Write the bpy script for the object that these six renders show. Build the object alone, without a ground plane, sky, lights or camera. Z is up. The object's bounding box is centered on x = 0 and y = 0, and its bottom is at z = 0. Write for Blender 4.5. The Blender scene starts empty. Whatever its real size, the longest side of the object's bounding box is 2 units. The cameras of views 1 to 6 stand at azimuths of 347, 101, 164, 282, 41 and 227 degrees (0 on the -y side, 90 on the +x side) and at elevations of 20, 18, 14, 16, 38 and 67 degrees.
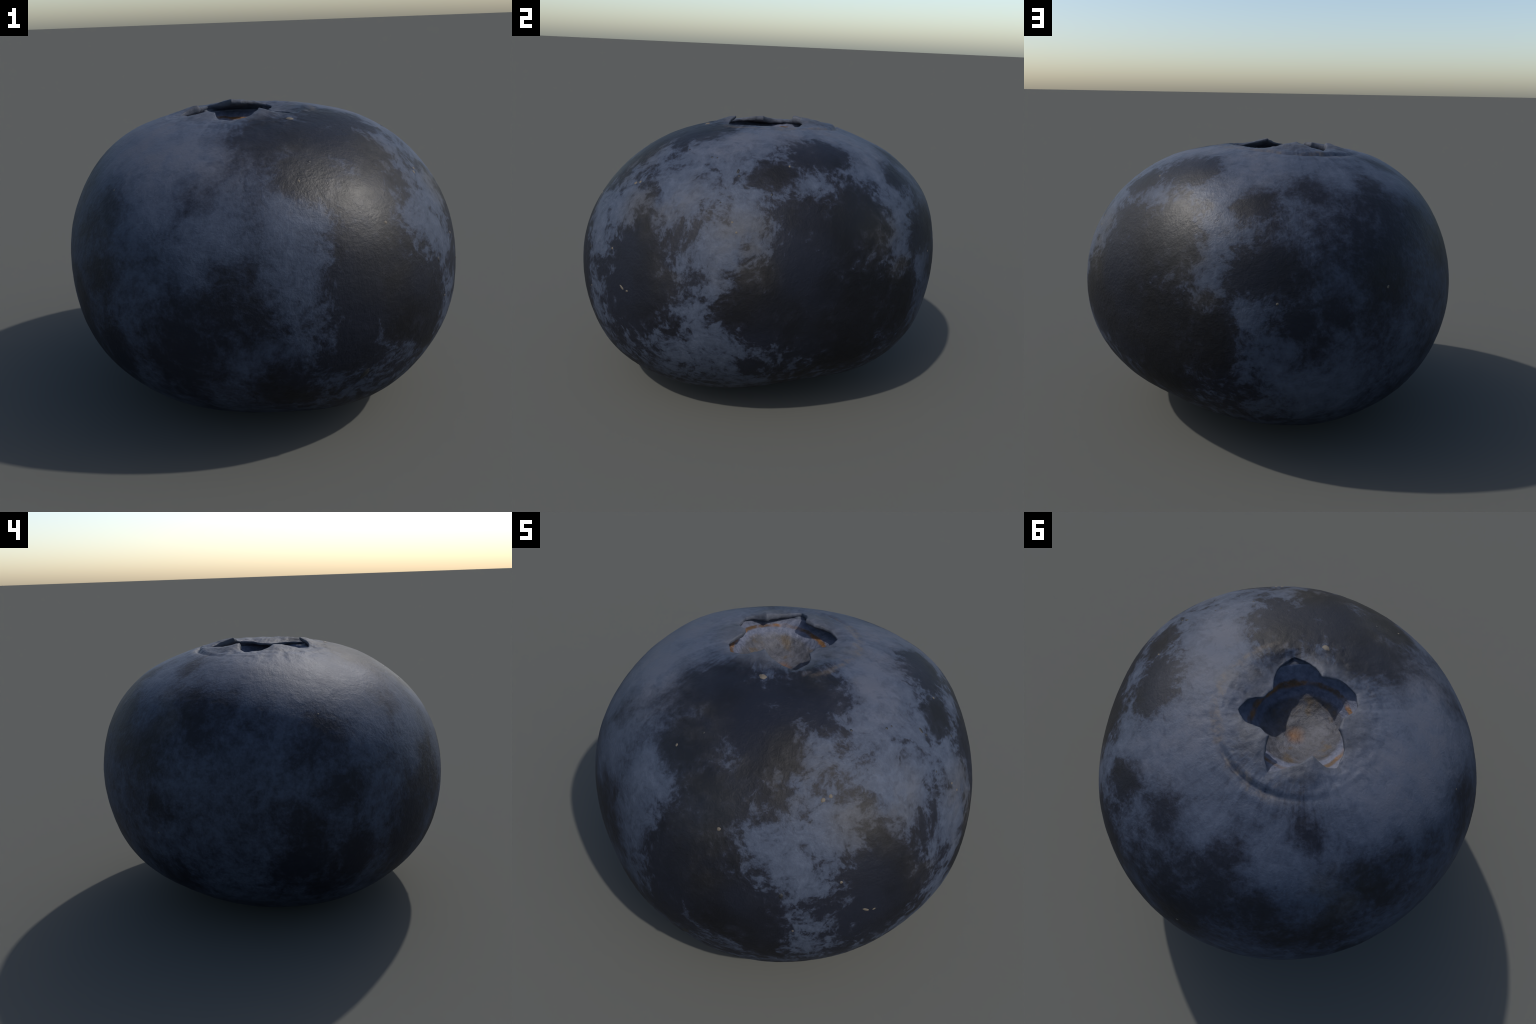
import bpy, math
import numpy as np
from mathutils import Vector, noise

# ------------------------------------------------------------------ berry form
CENTRE = np.array([0.0, 0.0, 0.72])          # middle of the fruit
CROWN = np.array([-0.11, 0.01, 1.47])        # middle of the calyx mouth
AXIS = (CROWN - CENTRE) / np.linalg.norm(CROWN - CENTRE)
SIDE = np.array([1.0, 0, 0]) - AXIS[0] * AXIS
SIDE /= np.linalg.norm(SIDE)
FORE = np.cross(AXIS, SIDE)

# radius from the centre along ten meridians, crown end to stem end
POLAR = [20, 35, 50, 65, 80, 95, 110, 125, 140, 155, 168, 180]
MERIDIAN = {
    0:   [0.799, 0.834, 0.893, 0.950, 0.987, 0.994, 0.982, 0.933, 0.862, 0.775, 0.737, 0.718],
    36:  [0.808, 0.851, 0.912, 0.940, 0.943, 0.925, 0.927, 0.882, 0.808, 0.752, 0.729, 0.718],
    72:  [0.822, 0.861, 0.928, 0.990, 0.982, 0.973, 0.963, 0.907, 0.814, 0.742, 0.722, 0.718],
    108: [0.839, 0.884, 0.957, 1.000, 1.007, 0.995, 0.974, 0.910, 0.820, 0.739, 0.719, 0.718],
    144: [0.848, 0.907, 0.970, 0.998, 1.005, 0.991, 0.954, 0.874, 0.803, 0.738, 0.719, 0.718],
    180: [0.850, 0.925, 0.972, 0.995, 0.996, 0.988, 0.954, 0.888, 0.807, 0.741, 0.721, 0.718],
    216: [0.839, 0.895, 0.954, 0.992, 1.010, 1.009, 0.972, 0.909, 0.823, 0.752, 0.726, 0.718],
    252: [0.820, 0.860, 0.921, 0.965, 0.971, 0.981, 0.982, 0.921, 0.849, 0.770, 0.734, 0.718],
    288: [0.804, 0.840, 0.888, 0.945, 0.993, 1.017, 1.011, 0.985, 0.892, 0.783, 0.738, 0.718],
    324: [0.797, 0.832, 0.891, 0.940, 0.987, 1.011, 1.020, 0.982, 0.903, 0.786, 0.738, 0.718],
}
RADII = np.array([MERIDIAN[a] for a in sorted(MERIDIAN)]).T
N_POLAR, N_MER = RADII.shape


def spline_weights(f):
    return (-.5 * f + f * f - .5 * f ** 3, 1 - 2.5 * f * f + 1.5 * f ** 3,
            .5 * f + 2 * f * f - 1.5 * f ** 3, -.5 * f * f + .5 * f ** 3)


def fruit_radius(polar, turn):
    """Smooth radius of the fruit at a polar angle and a turn about the axis (degrees)."""
    polar, turn = np.broadcast_arrays(np.asarray(polar, float), np.asarray(turn, float))
    t = np.clip(np.interp(polar, POLAR, np.arange(N_POLAR)), 0, N_POLAR - 1 - 1e-6)
    a = (turn % 360) / 360 * N_MER
    ti, ai = np.floor(t).astype(int), np.floor(a).astype(int)
    wt, wa = spline_weights(t - ti), spline_weights(a - ai)
    out = 0
    for j in range(4):
        tt = np.clip(ti + j - 1, 0, N_POLAR - 1)
        for k in range(4):
            out = out + wt[j] * wa[k] * RADII[tt, (ai + k - 1) % N_MER]
    return out


def crown_sink(x, y):
    """The shoulder dips towards the crown, more on one side."""
    dx, dy = x - CROWN[0], y - CROWN[1]
    r = np.hypot(dx, dy)
    t = np.clip((r - .33) / .37, 0, 1)
    return -0.016 * (1 - t * t * (3 - 2 * t)) * (.55 + .45 * dx / np.maximum(r, .01))


def fruit_point(polar, turn):
    p, a = np.radians(polar), np.radians(turn)
    d = (np.sin(p) * np.cos(a))[..., None] * SIDE + (np.sin(p) * np.sin(a))[..., None] * FORE + np.cos(p)[..., None] * AXIS
    p = CENTRE + d * fruit_radius(polar, turn)[..., None]
    p[..., 2] += np.where(p[..., 2] > 1, crown_sink(p[..., 0], p[..., 1]), 0)
    return p


def fruit_height(x, y):
    """Height of the fruit's shoulder above the point x, y near the crown."""
    z = np.full(np.shape(x), 1.45)
    for _ in range(30):
        d = np.stack([x, y, z], -1) - CENTRE
        r = np.linalg.norm(d, axis=-1)
        n = d / r[..., None]
        polar = np.degrees(np.arccos(np.clip(n @ AXIS, -1, 1)))
        turn = np.degrees(np.arctan2(n @ FORE, n @ SIDE))
        z = z + (fruit_radius(polar, turn) - r) * 0.9
    return z + crown_sink(x, y)


# ------------------------------------------------------------------ calyx form
# mouth of the calyx: turn about the crown, distance from its middle, height.
# Far points are the notches of the star, near points the tips of the sepals.
MOUTH = [(-36, .310, 1.456), (-18, .268, 1.453), (-1, .192, 1.452), (17, .196, 1.456),
         (27, .250, 1.462), (41, .278, 1.467), (54, .252, 1.480), (69, .190, 1.497),
         (85, .180, 1.505), (100, .258, 1.480), (109, .298, 1.462), (124, .246, 1.472),
         (150, .200, 1.490), (163, .260, 1.462), (170, .273, 1.455), (188, .237, 1.460),
         (208, .172, 1.482), (225, .176, 1.478), (239, .246, 1.460), (256, .270, 1.453),
         (276, .246, 1.474), (292, .206, 1.497), (308, .262, 1.474)]
NOTCHES = [-36, 41, 109, 170, 256]           # where one sepal ends and the next begins
# hollow of the calyx below the mouth: distance from the middle, height
CUP = [(.284, 1.436), (.262, 1.420), (.240, 1.404), (.222, 1.390), (.204, 1.372), (.186, 1.350),
       (.162, 1.332), (.130, 1.313), (.095, 1.300), (.050, 1.291), (.012, 1.288)]

N_TURN = 480
TURN = np.arange(N_TURN) * 360.0 / N_TURN
CS, SN = np.cos(np.radians(TURN)), np.sin(np.radians(TURN))


def periodic(col, smooth=2):
    k = [m[0] for m in MOUTH]
    v = np.interp(TURN, [*k, 360 + k[0], *(360 + np.array(k[1:2]))], [m[col] for m in MOUTH] + [MOUTH[0][col], MOUTH[1][col]])
    lo = TURN > 360 + k[0]
    v[lo] = np.interp(TURN[lo] - 360, k, [m[col] for m in MOUTH])
    for _ in range(smooth):
        v = (np.roll(v, 1) + v * 2 + np.roll(v, -1)) / 4
    return v


mouth_r, mouth_z = periodic(1), periodic(2)


def around(r, z):
    r = np.broadcast_to(r, (N_TURN,))
    z = np.broadcast_to(z, (N_TURN,))
    return np.stack([CROWN[0] + r * CS, CROWN[1] + r * SN, z], -1)


def fbm(points, scale, octaves=4, shift=0.0):
    return np.array([noise.fractal(Vector(p) * scale + Vector((shift, shift, shift)), 1.0, 2.0, octaves) for p in points])


rings, region = [], []                       # region of the strip that ends in ring i


def add(ring, part):
    rings.append(ring)
    region.append(part)


N_BODY = 230
for p in np.linspace(179.6, 29.5, N_BODY):
    add(fruit_point(np.full(N_TURN, p), TURN), "skin")


def collar(r):
    return fruit_height(CROWN[0] + r * CS, CROWN[1] + r * SN)


# a crease under the sepals on one side of the crown
crease = 0.016 * np.exp(-((((TURN - 98 + 180) % 360 - 180) / 34) ** 2)) + 0.0005
for r, lift in ((.392, 0), (.384, -.5), (.376, -.9), (.368, -.7), (.360, .1)):
    add(around(r, collar(r) + lift * crease), "skin")
base_r = np.full(N_TURN, .350)
base_z = collar(.350) + .4 * crease
reach_in = np.clip((.30 - mouth_r) / .12, 0, 1)          # 0 at a notch, 1 at a sepal tip
for s in np.linspace(0, 1, 19):              # upper face of the sepals
    r = base_r + (mouth_r - base_r) * s
    z = base_z + (mouth_z - base_z) * (s * .35 + s * s * (3 - 2 * s) * .65) + .004 * math.sin(math.pi * s) * reach_in
    add(around(r, z), "sepal")
# rolled lip, thick on one half of the star
lip = .012 + .030 * np.exp(-((((TURN - 150 + 180) % 360 - 180) / 75) ** 4)) * reach_in
for inward, drop in ((-.08, .12), (-.16, .35), (-.18, .6), (-.10, .85), (.06, 1.0)):
    add(around(mouth_r + inward * lip, mouth_z - drop * lip), "sepal")
under_r, under_z = CUP[0]
for s in np.linspace(0.08, 1, 10):           # lower face of the sepals
    r = mouth_r + .003 + (under_r - mouth_r - .003) * s
    z = mouth_z - lip - .002 + (under_z - mouth_z + lip + .002) * s ** .9
    add(around(r, z), "sepal")
cr, cz = np.array(CUP).T
steps = np.linspace(0, len(CUP) - 1, 46)[1:]
for s in steps:                              # wall and floor of the cup, deepest off its middle
    f = s / (len(CUP) - 1)
    ring = around(np.interp(s, np.arange(len(CUP)), cr), np.interp(s, np.arange(len(CUP)), cz))
    lean = .05 * math.sin(math.pi * min(f * 1.1, 1)) * np.clip(-CS * .8 + SN * .35, -1, 1) * .5
    ring[:, 2] += lean
    ring[:, 0] += .03 * f
    ring[:, 1] -= .012 * f
    add(ring, "cup")

points = np.array(rings)
N_RING = len(points)

# surface relief: faint lumps of the skin, wrinkles of the calyx, a rough cup floor
flat = points.reshape(-1, 3)
du = np.roll(points, -1, 1) - np.roll(points, 1, 1)
dv = np.gradient(points, axis=0)
normal = np.cross(du, dv)
normal /= np.linalg.norm(normal, axis=-1, keepdims=True) + 1e-12
amount = np.zeros(N_RING)
for i, part in enumerate(region):
    amount[i] = {"skin": .0022, "sepal": .003, "cup": .006}[part]
amount = np.convolve(np.pad(amount, 6, mode="edge"), np.ones(13) / 13, "valid")
lump = fbm(flat, 3.2, 3).reshape(N_RING, N_TURN) * amount[:, None]
out_from_crown = np.hypot(points[..., 0] - CROWN[0], points[..., 1] - CROWN[1])
wrinkled = np.where(points[..., 2] > 1, np.clip((.50 - out_from_crown) / .15, 0, 1), 0)
fine = fbm(flat, 22.0, 3, 7.0).reshape(N_RING, N_TURN) * (.0008 + .0030 * wrinkled)
points = points + normal * (lump + fine)[..., None]
points[..., 2] -= points[..., 2].min()


# ------------------------------------------------------------------ meshes
verts = np.vstack([points.reshape(-1, 3), points[0].mean(0)[None], points[-1].mean(0)[None]])
foot, floor = len(verts) - 2, len(verts) - 1
faces, face_part = [], []


def sepal_of(j):
    t = TURN[j]
    return sum(t >= n % 360 for n in NOTCHES) % len(NOTCHES)


for i in range(N_RING - 1):
    for j in range(N_TURN):
        k = (j + 1) % N_TURN
        faces.append((i * N_TURN + j, i * N_TURN + k, (i + 1) * N_TURN + k, (i + 1) * N_TURN + j))
        part = region[i + 1]
        face_part.append(part if part != "sepal" else "sepal%d" % sepal_of(j))
for j in range(N_TURN):
    k = (j + 1) % N_TURN
    faces.append((k, j, foot))
    face_part.append("skin")
    faces.append(((N_RING - 1) * N_TURN + j, (N_RING - 1) * N_TURN + k, floor))
    face_part.append("cup")

whole = bpy.data.meshes.new("whole")
whole.from_pydata([tuple(v) for v in verts], [], faces)
whole.update()
vertex_normals = np.array([v.normal[:] for v in whole.vertices])
bpy.data.meshes.remove(whole)


# ------------------------------------------------------------------ materials
def new_material(name):
    m = bpy.data.materials.new(name)
    m.use_nodes = True
    return m, m.node_tree.nodes, m.node_tree.links, m.node_tree.nodes["Principled BSDF"]



class Nodes:
    """Small helper that writes shader maths as expressions."""

    def __init__(self, material):
        self.tree = material.node_tree
        self.bsdf = self.tree.nodes["Principled BSDF"]

    def put(self, socket, value):
        if hasattr(value, "is_linked"):
            self.tree.links.new(value, socket)
        else:
            socket.default_value = value

    def new(self, kind, out=0, **settings):
        node = self.tree.nodes.new(kind)
        ins = settings.pop("ins", {})
        for k, v in settings.items():
            setattr(node, k, v)
        for k, v in ins.items():
            self.put(node.inputs[k], v)
        return node.outputs[out]

    def math(self, op, a, b=0.0, clamp=False):
        return self.new("ShaderNodeMath", operation=op, use_clamp=clamp, ins={0: a, 1: b})

    def add(self, a, b): return self.math("ADD", a, b)
    def sub(self, a, b): return self.math("SUBTRACT", a, b)
    def mul(self, a, b): return self.math("MULTIPLY", a, b)
    def max(self, a, b): return self.math("MAXIMUM", a, b)

    def vec(self, op, a, b=(0, 0, 0), out=0):
        return self.new("ShaderNodeVectorMath", out, operation=op, ins={0: a, 1: b})

    def scale(self, a, k):
        n = self.tree.nodes.new("ShaderNodeVectorMath")
        n.operation = "SCALE"
        self.put(n.inputs[0], a)
        self.put(n.inputs["Scale"], k)
        return n.outputs[0]

    def smooth(self, x, a, b, lo=0.0, hi=1.0):
        return self.new("ShaderNodeMapRange", interpolation_type="SMOOTHSTEP", ins={0: x, 1: a, 2: b, 3: lo, 4: hi})

    def noise(self, vector, scale, detail=3.0, rough=.55, out=0):
        return self.new("ShaderNodeTexNoise", out, ins={"Vector": vector, "Scale": scale, "Detail": detail, "Roughness": rough})

    def centred(self, vector, scale, detail=3.0, rough=.55):
        return self.sub(self.noise(vector, scale, detail, rough), .5)

    def mix(self, f, a, b):
        n = self.tree.nodes.new("ShaderNodeMix")
        n.data_type = "RGBA"
        self.put(n.inputs[0], f)
        self.put(n.inputs[6], a)
        self.put(n.inputs[7], b)
        return n.outputs[2]

    def ramp(self, x, stops):
        n = self.tree.nodes.new("ShaderNodeValToRGB")
        r = n.color_ramp
        while len(r.elements) < len(stops):
            r.elements.new(.5)
        for e, (p, c) in zip(r.elements, stops):
            e.position, e.color = p, (*c, 1)
        self.put(n.inputs[0], x)
        return n.outputs[0]

    def position(self):
        return self.new("ShaderNodeTexCoord", 3)

    def warped(self, pos, *layers):
        for scale, amount in layers:
            w = self.vec("SUBTRACT", self.noise(pos, scale, 2.0, .5, out=1), (.5, .5, .5))
            pos = self.vec("ADD", pos, self.scale(w, amount))
        return pos


# Where the wax bloom lies thick, thin or is rubbed off:
# turn about the axis, polar angle from the crown, size in metres
THICK_BLOOM = [
    (9, 42, 0.21), (354, 55, 0.21), (359, 116, 0.19), (91, 103, 0.19), (79, 103, 0.18), (202, 32, 0.18), (217, 39,
    0.17), (25, 31, 0.17), (51, 41, 0.17), (229, 56, 0.17), (344, 114, 0.16), (193, 42, 0.16), (228, 28, 0.15), (50,
    56, 0.15), (310, 74, 0.15), (247, 67, 0.15), (265, 76, 0.14), (110, 29, 0.14), (72, 35, 0.13), (348, 68, 0.13),
    (175, 34, 0.13), (322, 75, 0.13), (314, 103, 0.13), (170, 26, 0.13), (235, 42, 0.12), (2, 67, 0.12), (97, 43,
    0.12), (269, 66, 0.12), (131, 44, 0.12), (26, 58, 0.12), (161, 35, 0.12), (341, 63, 0.12), (314, 85, 0.12),
    (126, 37, 0.11), (253, 26, 0.11), (353, 100, 0.10), (342, 108, 0.10), (56, 64, 0.09), (329, 57, 0.09), (359, 82,
    0.09), (58, 69, 0.09), (70, 85, 0.09), (58, 76, 0.06), (1, 91, 0.06)]
THIN_BLOOM = [
    (173, 83, 0.20), (164, 69, 0.15), (196, 70, 0.15), (123, 84, 0.15), (248, 104, 0.15), (117, 94, 0.14), (185, 94,
    0.14), (134, 54, 0.14), (221, 80, 0.12), (122, 58, 0.12), (95, 63, 0.11), (143, 76, 0.11), (274, 105, 0.10),
    (101, 86, 0.10), (181, 56, 0.09), (23, 114, 0.09), (302, 85, 0.09), (271, 96, 0.09), (11, 107, 0.08), (308, 45,
    0.08), (52, 86, 0.08), (74, 55, 0.08), (291, 50, 0.07)]
RUBBED_BARE = [
    (43, 98, 0.24), (336, 97, 0.21), (26, 92, 0.21), (289, 83, 0.20), (15, 97, 0.19), (272, 36, 0.18), (297, 93,
    0.18), (34, 77, 0.16), (304, 101, 0.16), (45, 112, 0.16), (290, 41, 0.16), (41, 68, 0.16), (27, 105, 0.15), (28,
    46, 0.15), (294, 66, 0.15), (327, 37, 0.15), (305, 52, 0.15), (337, 86, 0.14), (280, 52, 0.13), (61, 93, 0.12),
    (69, 75, 0.11), (25, 70, 0.11), (278, 99, 0.10), (40, 47, 0.09), (13, 57, 0.08), (66, 55, 0.08), (310, 64,
    0.07), (8, 117, 0.06)]
RUBBED_THIN = [
    (148, 63, 0.18), (102, 64, 0.17), (234, 99, 0.17), (165, 52, 0.15), (198, 95, 0.14), (113, 58, 0.14), (238, 91,
    0.14), (259, 108, 0.14), (106, 75, 0.13), (249, 84, 0.12), (207, 105, 0.12), (126, 57, 0.12), (252, 45, 0.12),
    (158, 104, 0.11), (213, 96, 0.11), (200, 83, 0.11), (107, 52, 0.11), (88, 94, 0.11), (84, 88, 0.10), (85, 46,
    0.10), (73, 108, 0.10), (136, 66, 0.10), (175, 48, 0.10), (78, 74, 0.10), (211, 75, 0.10), (188, 49, 0.10),
    (157, 79, 0.09), (250, 76, 0.09), (203, 62, 0.09), (94, 83, 0.09), (109, 45, 0.09), (243, 55, 0.09), (211, 57,
    0.08), (141, 34, 0.07)]
WARM_BLOOM = [
    (201, 33, 0.24), (221, 42, 0.22), (27, 32, 0.19), (249, 44, 0.18), (51, 33, 0.17), (352, 44, 0.15), (58, 43,
    0.15)]
POLISHED = [(47, 62, 0.20), (280, 57, 0.16), (291, 66, 0.16)]
BROWNISH = [  # mostly the sun's broad highlight, painted brown; true brown only by the crown
    (291, 79, 0.16), (313, 58, 0.14), (333, 74, 0.14), (292, 61, 0.14), (151, 51, 0.13), (348, 33, 0.13), (342, 70,
    0.12), (8, 87, 0.12), (6, 78, 0.12), (48, 75, 0.11), (280, 48, 0.11), (9, 26, 0.10), (346, 89, 0.10), (58, 85,
    0.07)]


def cover(n, pos, patches, soft=.8):
    """1 inside the nearest of the patches, fading to 0 at its edge."""
    total = None
    for turn, polar, size in patches:
        where = fruit_point(np.array(float(polar)), np.array(float(turn)))
        d = n.vec("DISTANCE", pos, tuple(where), out=1)
        m = n.new("ShaderNodeMapRange", interpolation_type="LINEAR", ins={0: d, 1: size * (1 + soft), 2: size * (1 - soft)})
        total = m if total is None else n.max(total, m)
    return n.smooth(total, 0, 1)


skin_mat, nodes, links, bsdf = new_material("waxy_skin")
n = Nodes(skin_mat)
pos = n.position()
near = n.warped(pos, (2.6, .16), (8.0, .07), (24.0, .022))
bloom = cover(n, near, THICK_BLOOM)
thin = cover(n, near, THIN_BLOOM)
bare = cover(n, near, RUBBED_BARE, .7)
worn = cover(n, near, RUBBED_THIN, .85)
warm_bloom = cover(n, near, WARM_BLOOM)
brown = cover(n, near, BROWNISH)
# streaks that run down from the crown, as the bloom was wiped
from_crown = n.vec("SUBTRACT", pos, tuple(CROWN))
flat_out = n.vec("MULTIPLY", from_crown, (1, 1, 0))
spoke = n.vec("ADD", n.vec("NORMALIZE", flat_out), n.scale(from_crown, .12))
streak = n.centred(spoke, 16.0, 4.0, .6)
reach = n.vec("LENGTH", flat_out, out=1)
streak = n.mul(streak, n.smooth(reach, .75, .25))
mottle = n.centred(pos, 6.0, 7.0, .72)
fleck = n.centred(near, 22.0, 5.0, .65)
grain = n.centred(pos, 70.0, 3.0, .6)
# on the side that was handled the bloom breaks up into crisp flecks
handled = n.smooth(n.vec("DOT_PRODUCT", pos, (.88, -.12, 0), out=1), -.25, .45)
level = n.add(.42, n.mul(bloom, .29))
level = n.add(level, n.mul(warm_bloom, .26))
level = n.add(level, n.mul(thin, .06))
level = n.add(level, n.mul(brown, .15))
level = n.sub(level, n.mul(bare, .46))
level = n.sub(level, n.mul(worn, .27))
level = n.add(level, n.smooth(handled, 0, 1, .06, -.015))
for field, k in ((mottle, 1.0), (grain, .35), (streak, .8)):
    level = n.add(level, n.mul(field, k))
level = n.add(level, n.mul(fleck, n.smooth(handled, 0, 1, .65, 1.25)))
crisp = n.sub(n.smooth(n.noise(near, 13.0, 5.0, .62), .455, .545), .5)
level = n.add(level, n.mul(crisp, n.mul(handled, .17)))
sharp = n.smooth(level, .24, .60, .04, .68)
level = n.add(level, n.mul(n.sub(sharp, level), n.mul(handled, .30)))
colour = n.ramp(level, [(.05, (.0030, .0033, .0052)), (.25, (.0070, .0080, .0132)), (.42, (.0165, .0205, .0335)),
                        (.62, (.0325, .0415, .0635)), (.95, (.053, .065, .094))])
hue = n.smooth(n.centred(pos, 2.2, 2.0, .5), -.12, .12)
colour = n.mix(n.mul(n.smooth(level, .45, .1), n.mul(hue, .8)), colour, (.0066, .0085, .0160, 1))
# the calyx is greyer, with an uneven border
calyx = n.smooth(n.add(reach, n.mul(mottle, .22)), .34, .24)
calyx = n.mul(calyx, n.smooth(n.new("ShaderNodeSeparateXYZ", 2, ins={0: pos}), 1.1, 1.3))
grey = n.ramp(n.add(.5, n.add(n.mul(mottle, 1.2), n.mul(fleck, .8))), [(.1, (.016, .018, .026)), (.5, (.050, .055, .070)), (.9, (.082, .088, .110))])
colour = n.mix(calyx, colour, grey)
# warm sun sheen on the dark skin, tinted brown into the base colour
painted_sheen = n.ramp(level, [(.0, (.0078, .0073, .0070)), (.4, (.0215, .020, .0192)), (.9, (.058, .058, .064))])
tint = n.math("MULTIPLY", brown, n.smooth(n.centred(pos, 5.0, 4.0, .6), -.16, .12), True)
colour = n.mix(n.mul(tint, .75), colour, painted_sheen)
warm = n.ramp(level, [(.3, (.026, .028, .038)), (.9, (.070, .075, .096))])
colour = n.mix(n.mul(warm_bloom, n.smooth(mottle, -.1, .12, .2, .85)), colour, warm)
# corky ring round the calyx
ring = n.smooth(n.math("ABSOLUTE", n.sub(n.add(reach, n.mul(mottle, .16)), .375)), .03, .0)
side = n.smooth(n.vec("DOT_PRODUCT", flat_out, (.70, .75, 0), out=1), -.02, .26)
height = n.smooth(n.new("ShaderNodeSeparateXYZ", 2, ins={0: pos}), 1.1, 1.3)
ring = n.mul(n.mul(n.mul(ring, side), height), n.smooth(fleck, -.12, .1))
colour = n.mix(n.mul(ring, .55), colour, (.085, .068, .052, 1))
n.put(n.bsdf.inputs["Base Color"], colour)
shine = cover(n, near, POLISHED)
n.put(n.bsdf.inputs["Roughness"], n.sub(n.add(.60, n.mul(mottle, .25)), n.mul(shine, .09)))
n.put(n.bsdf.inputs["Specular IOR Level"], n.add(.22, n.mul(shine, .15)))
relief = n.add(n.mul(fleck, .5), n.mul(grain, .35))
relief = n.add(relief, n.mul(mottle, .5))
n.put(n.bsdf.inputs["Normal"], n.new("ShaderNodeBump", ins={"Strength": .40, "Distance": .012, "Height": relief}))

cup_mat, *_ = new_material("dry_calyx_cup")
n = Nodes(cup_mat)
pos = n.position()
mottle, fleck = n.centred(pos, 9.0, 5.0, .65), n.centred(pos, 36.0, 4.0, .6)
out = n.vec("LENGTH", n.vec("MULTIPLY", n.vec("SUBTRACT", pos, tuple(CROWN)), (1, 1, 0)), out=1)
out = n.add(out, n.mul(mottle, .03))
wall = n.mix(n.smooth(fleck, -.2, .2), (.055, .063, .092, 1), (.095, .104, .142, 1))
floor_level = n.add(.5, n.add(n.mul(mottle, 1.3), n.mul(fleck, .6)))
ground = n.ramp(floor_level, [(.1, (.020, .019, .022)), (.45, (.045, .046, .055)), (.9, (.078, .080, .098))])
ground = n.mix(n.smooth(n.centred(n.vec("ADD", pos, (3, 1, 2)), 8.0, 4.0, .6), .02, .16, 0, .8), ground, (.060, .043, .026, 1))
rust = n.vec("DISTANCE", n.warped(pos, (18.0, .05)), (-.10, .03, 1.28), out=1)
ground = n.mix(n.smooth(rust, .060, .0, 0, .85), ground, (.13, .058, .018, 1))
colour = n.mix(n.smooth(out, .175, .20), ground, wall)
band = n.smooth(n.math("ABSOLUTE", n.sub(out, .228)), .014, .004)
band = n.mul(band, n.smooth(n.centred(pos, 12.0, 3.0, .6), -.16, .06, .25, 1.0))
colour = n.mix(band, colour, n.mix(n.smooth(mottle, -.1, .15), (.060, .034, .016, 1), (.17, .080, .026, 1)))
n.put(n.bsdf.inputs["Base Color"], colour)
n.put(n.bsdf.inputs["Roughness"], .65)
n.put(n.bsdf.inputs["Specular IOR Level"], .35)
n.put(n.bsdf.inputs["Normal"], n.new("ShaderNodeBump", ins={"Strength": .7, "Distance": .012, "Height": n.add(mottle, n.mul(fleck, .4))}))


# ------------------------------------------------------------------ objects
berry = bpy.data.objects.new("blueberry", None)
bpy.context.collection.objects.link(berry)
berry["label"] = "dark blue blueberry with pale bloom and five-pointed crown"
berry["category"] = "fruit"


def make_part(name, keys, material):
    picked = [f for f, p in zip(faces, face_part) if p in keys]
    used = sorted({v for f in picked for v in f})
    index = {v: i for i, v in enumerate(used)}
    mesh = bpy.data.meshes.new(name)
    mesh.from_pydata([tuple(verts[v]) for v in used], [], [tuple(index[v] for v in f) for f in picked])
    mesh.polygons.foreach_set("use_smooth", [True] * len(picked))
    mesh.update()
    mesh.normals_split_custom_set_from_vertices([tuple(vertex_normals[v]) for v in used])
    mesh.materials.append(material)
    ob = bpy.data.objects.new(name, mesh)
    bpy.context.collection.objects.link(ob)
    ob.parent = berry
    return ob


make_part("fruit_skin", {"skin"}, skin_mat)
for i in range(len(NOTCHES)):
    make_part("sepal", {"sepal%d" % i}, skin_mat)
make_part("calyx_cup", {"cup"}, cup_mat)

# small corky scars and specks that stick to the skin
speck_mat, *_ = new_material("corky_speck")
n = Nodes(speck_mat)
tone = n.centred(n.position(), 60.0, 3.0, .6)
n.put(n.bsdf.inputs["Base Color"], n.mix(n.smooth(tone, -.15, .15), (.048, .038, .026, 1), (.11, .092, .070, 1)))
n.put(n.bsdf.inputs["Roughness"], .7)
pit_mat, *_ = new_material("dark_prick")
n = Nodes(pit_mat)
n.put(n.bsdf.inputs["Base Color"], n.mix(n.smooth(n.centred(n.position(), 60.0), -.15, .15), (.002, .002, .003, 1), (.006, .006, .008, 1)))
n.put(n.bsdf.inputs["Roughness"], .6)


def speck_mesh(name, material, seed, ragged=.35):
    """A low ragged dome, radius about one."""
    turns, levels = 14, 4
    v = [(0, 0, .34)]
    for k in range(1, levels + 1):
        f = k / levels
        for t in range(turns):
            a = t * math.tau / turns
            edge = 1 + ragged * noise.noise(Vector((math.cos(a) * 1.4, math.sin(a) * 1.4, seed)))
            v.append((f * edge * math.cos(a), f * edge * math.sin(a), .34 * math.cos(f * math.pi / 2) - .12 * (k == levels)))
    f = [(0, 1 + t, 1 + (t + 1) % turns) for t in range(turns)]
    for k in range(levels - 1):
        for t in range(turns):
            a, b = 1 + k * turns + t, 1 + k * turns + (t + 1) % turns
            f.append((a, a + turns, b + turns, b))
    mesh = bpy.data.meshes.new(name)
    mesh.from_pydata(v, [], f)
    mesh.polygons.foreach_set("use_smooth", [True] * len(f))
    mesh.materials.append(material)
    return mesh


skin_points = points[:N_BODY + 6].reshape(-1, 3)
skin_normals = vertex_normals[:len(skin_points)]


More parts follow.
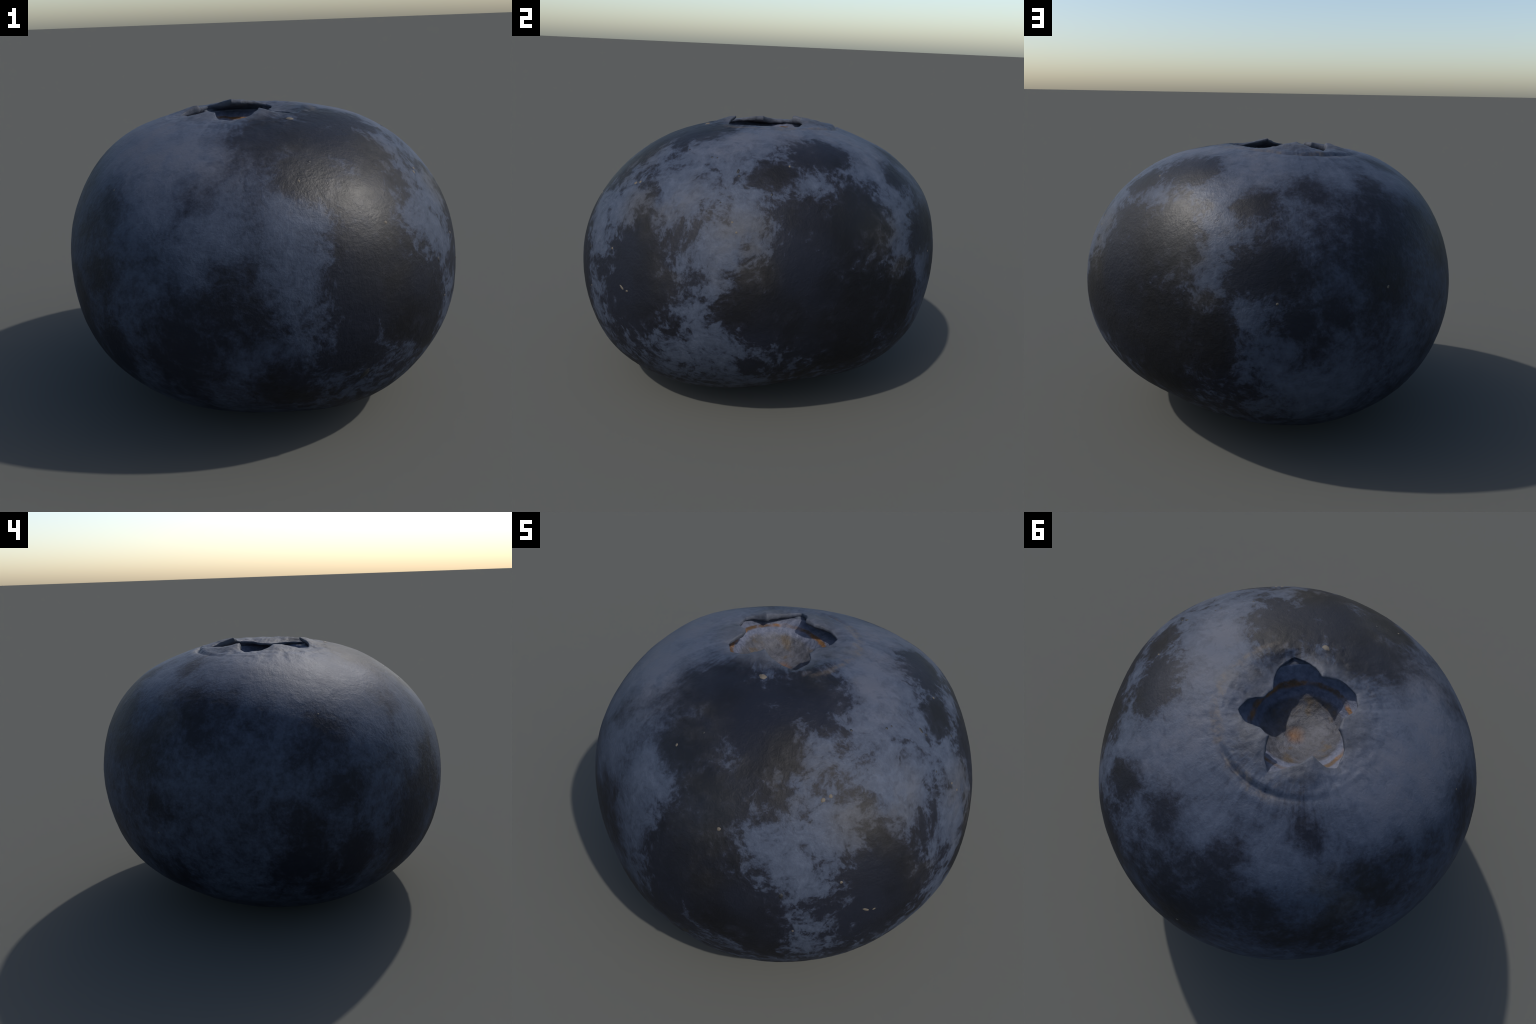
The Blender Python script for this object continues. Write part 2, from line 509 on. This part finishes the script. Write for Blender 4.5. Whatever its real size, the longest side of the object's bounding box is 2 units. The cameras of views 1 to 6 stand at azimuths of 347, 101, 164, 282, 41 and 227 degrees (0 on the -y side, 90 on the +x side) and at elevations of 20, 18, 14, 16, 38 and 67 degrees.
def stick(name, mesh, turn, polar, size, stretch, spin):
    aim = fruit_point(np.array(float(polar)), np.array(float(turn)))
    k = int(np.argmin(((skin_points - aim) ** 2).sum(1)))
    ob = bpy.data.objects.new(name, mesh)
    bpy.context.collection.objects.link(ob)
    ob.parent = berry
    ob.location = skin_points[k]
    ob.rotation_mode = "QUATERNION"
    turn_q = Vector((0, 0, 1)).rotation_difference(Vector(skin_normals[k]))
    from mathutils import Quaternion
    ob.rotation_quaternion = turn_q @ Quaternion((0, 0, 1), math.radians(spin))
    ob.scale = (size * stretch * .8, size * .8, size * .7)
    return ob


speck_data = [speck_mesh("speck", speck_mat, 1.3), speck_mesh("speck", speck_mat, 5.1)]
for i, (turn, polar, size, stretch) in enumerate([
    (300.4, 27.2, 0.0200, 1.3),
    (294.9, 72.7, 0.0100, 1.3),
    (322.0, 66.5, 0.0120, 1.2),
    (323.9, 65.6, 0.0100, 1.2),
    (323.9, 86.7, 0.0080, 1.0),
    (311.9, 99.9, 0.0070, 1.0),
    (2.3, 74.1, 0.0070, 1.2),
    (4.0, 76.7, 0.0070, 1.2),
    (18.4, 54.5, 0.0070, 1.3),
    (323.7, 86.6, 0.0080, 1.2),
    (275.1, 54.8, 0.0080, 1.3),
    (294.6, 72.7, 0.0080, 1.0),
    (76.5, 82.3, 0.0070, 1.4),
    (106.3, 75.6, 0.0080, 1.6),
    (155.6, 88.2, 0.0070, 1.0),
    (209.3, 53.1, 0.0060, 1.2),
    (329.9, 96.7, 0.0080, 3.0),
    (332.0, 97.2, 0.0060, 2.0)]):
    stick("speck", speck_data[i % 2], turn, polar, size, stretch, i * 47)
prick_data = speck_mesh("prick_mark", pit_mat, 2.2)
for i, (turn, polar, size, stretch) in enumerate([
    (335.7, 50.3, 0.0070, 1.3),
    (349.0, 53.0, 0.0070, 1.3),
    (351.3, 53.2, 0.0060, 1.0),
    (1.0, 58.0, 0.0090, 1.6),
    (1.5, 59.5, 0.0080, 1.0),
    (309.9, 88.8, 0.0120, 1.4),
    (0.5, 58.1, 0.0090, 1.3),
    (358.0, 69.1, 0.0060, 1.0),
    (13.1, 65.0, 0.0090, 1.0),
    (282.5, 49.9, 0.0090, 1.2),
    (280.4, 109.7, 0.0220, 2.0)]):
    stick("prick_mark", prick_data, turn, polar, size, stretch, i * 61)
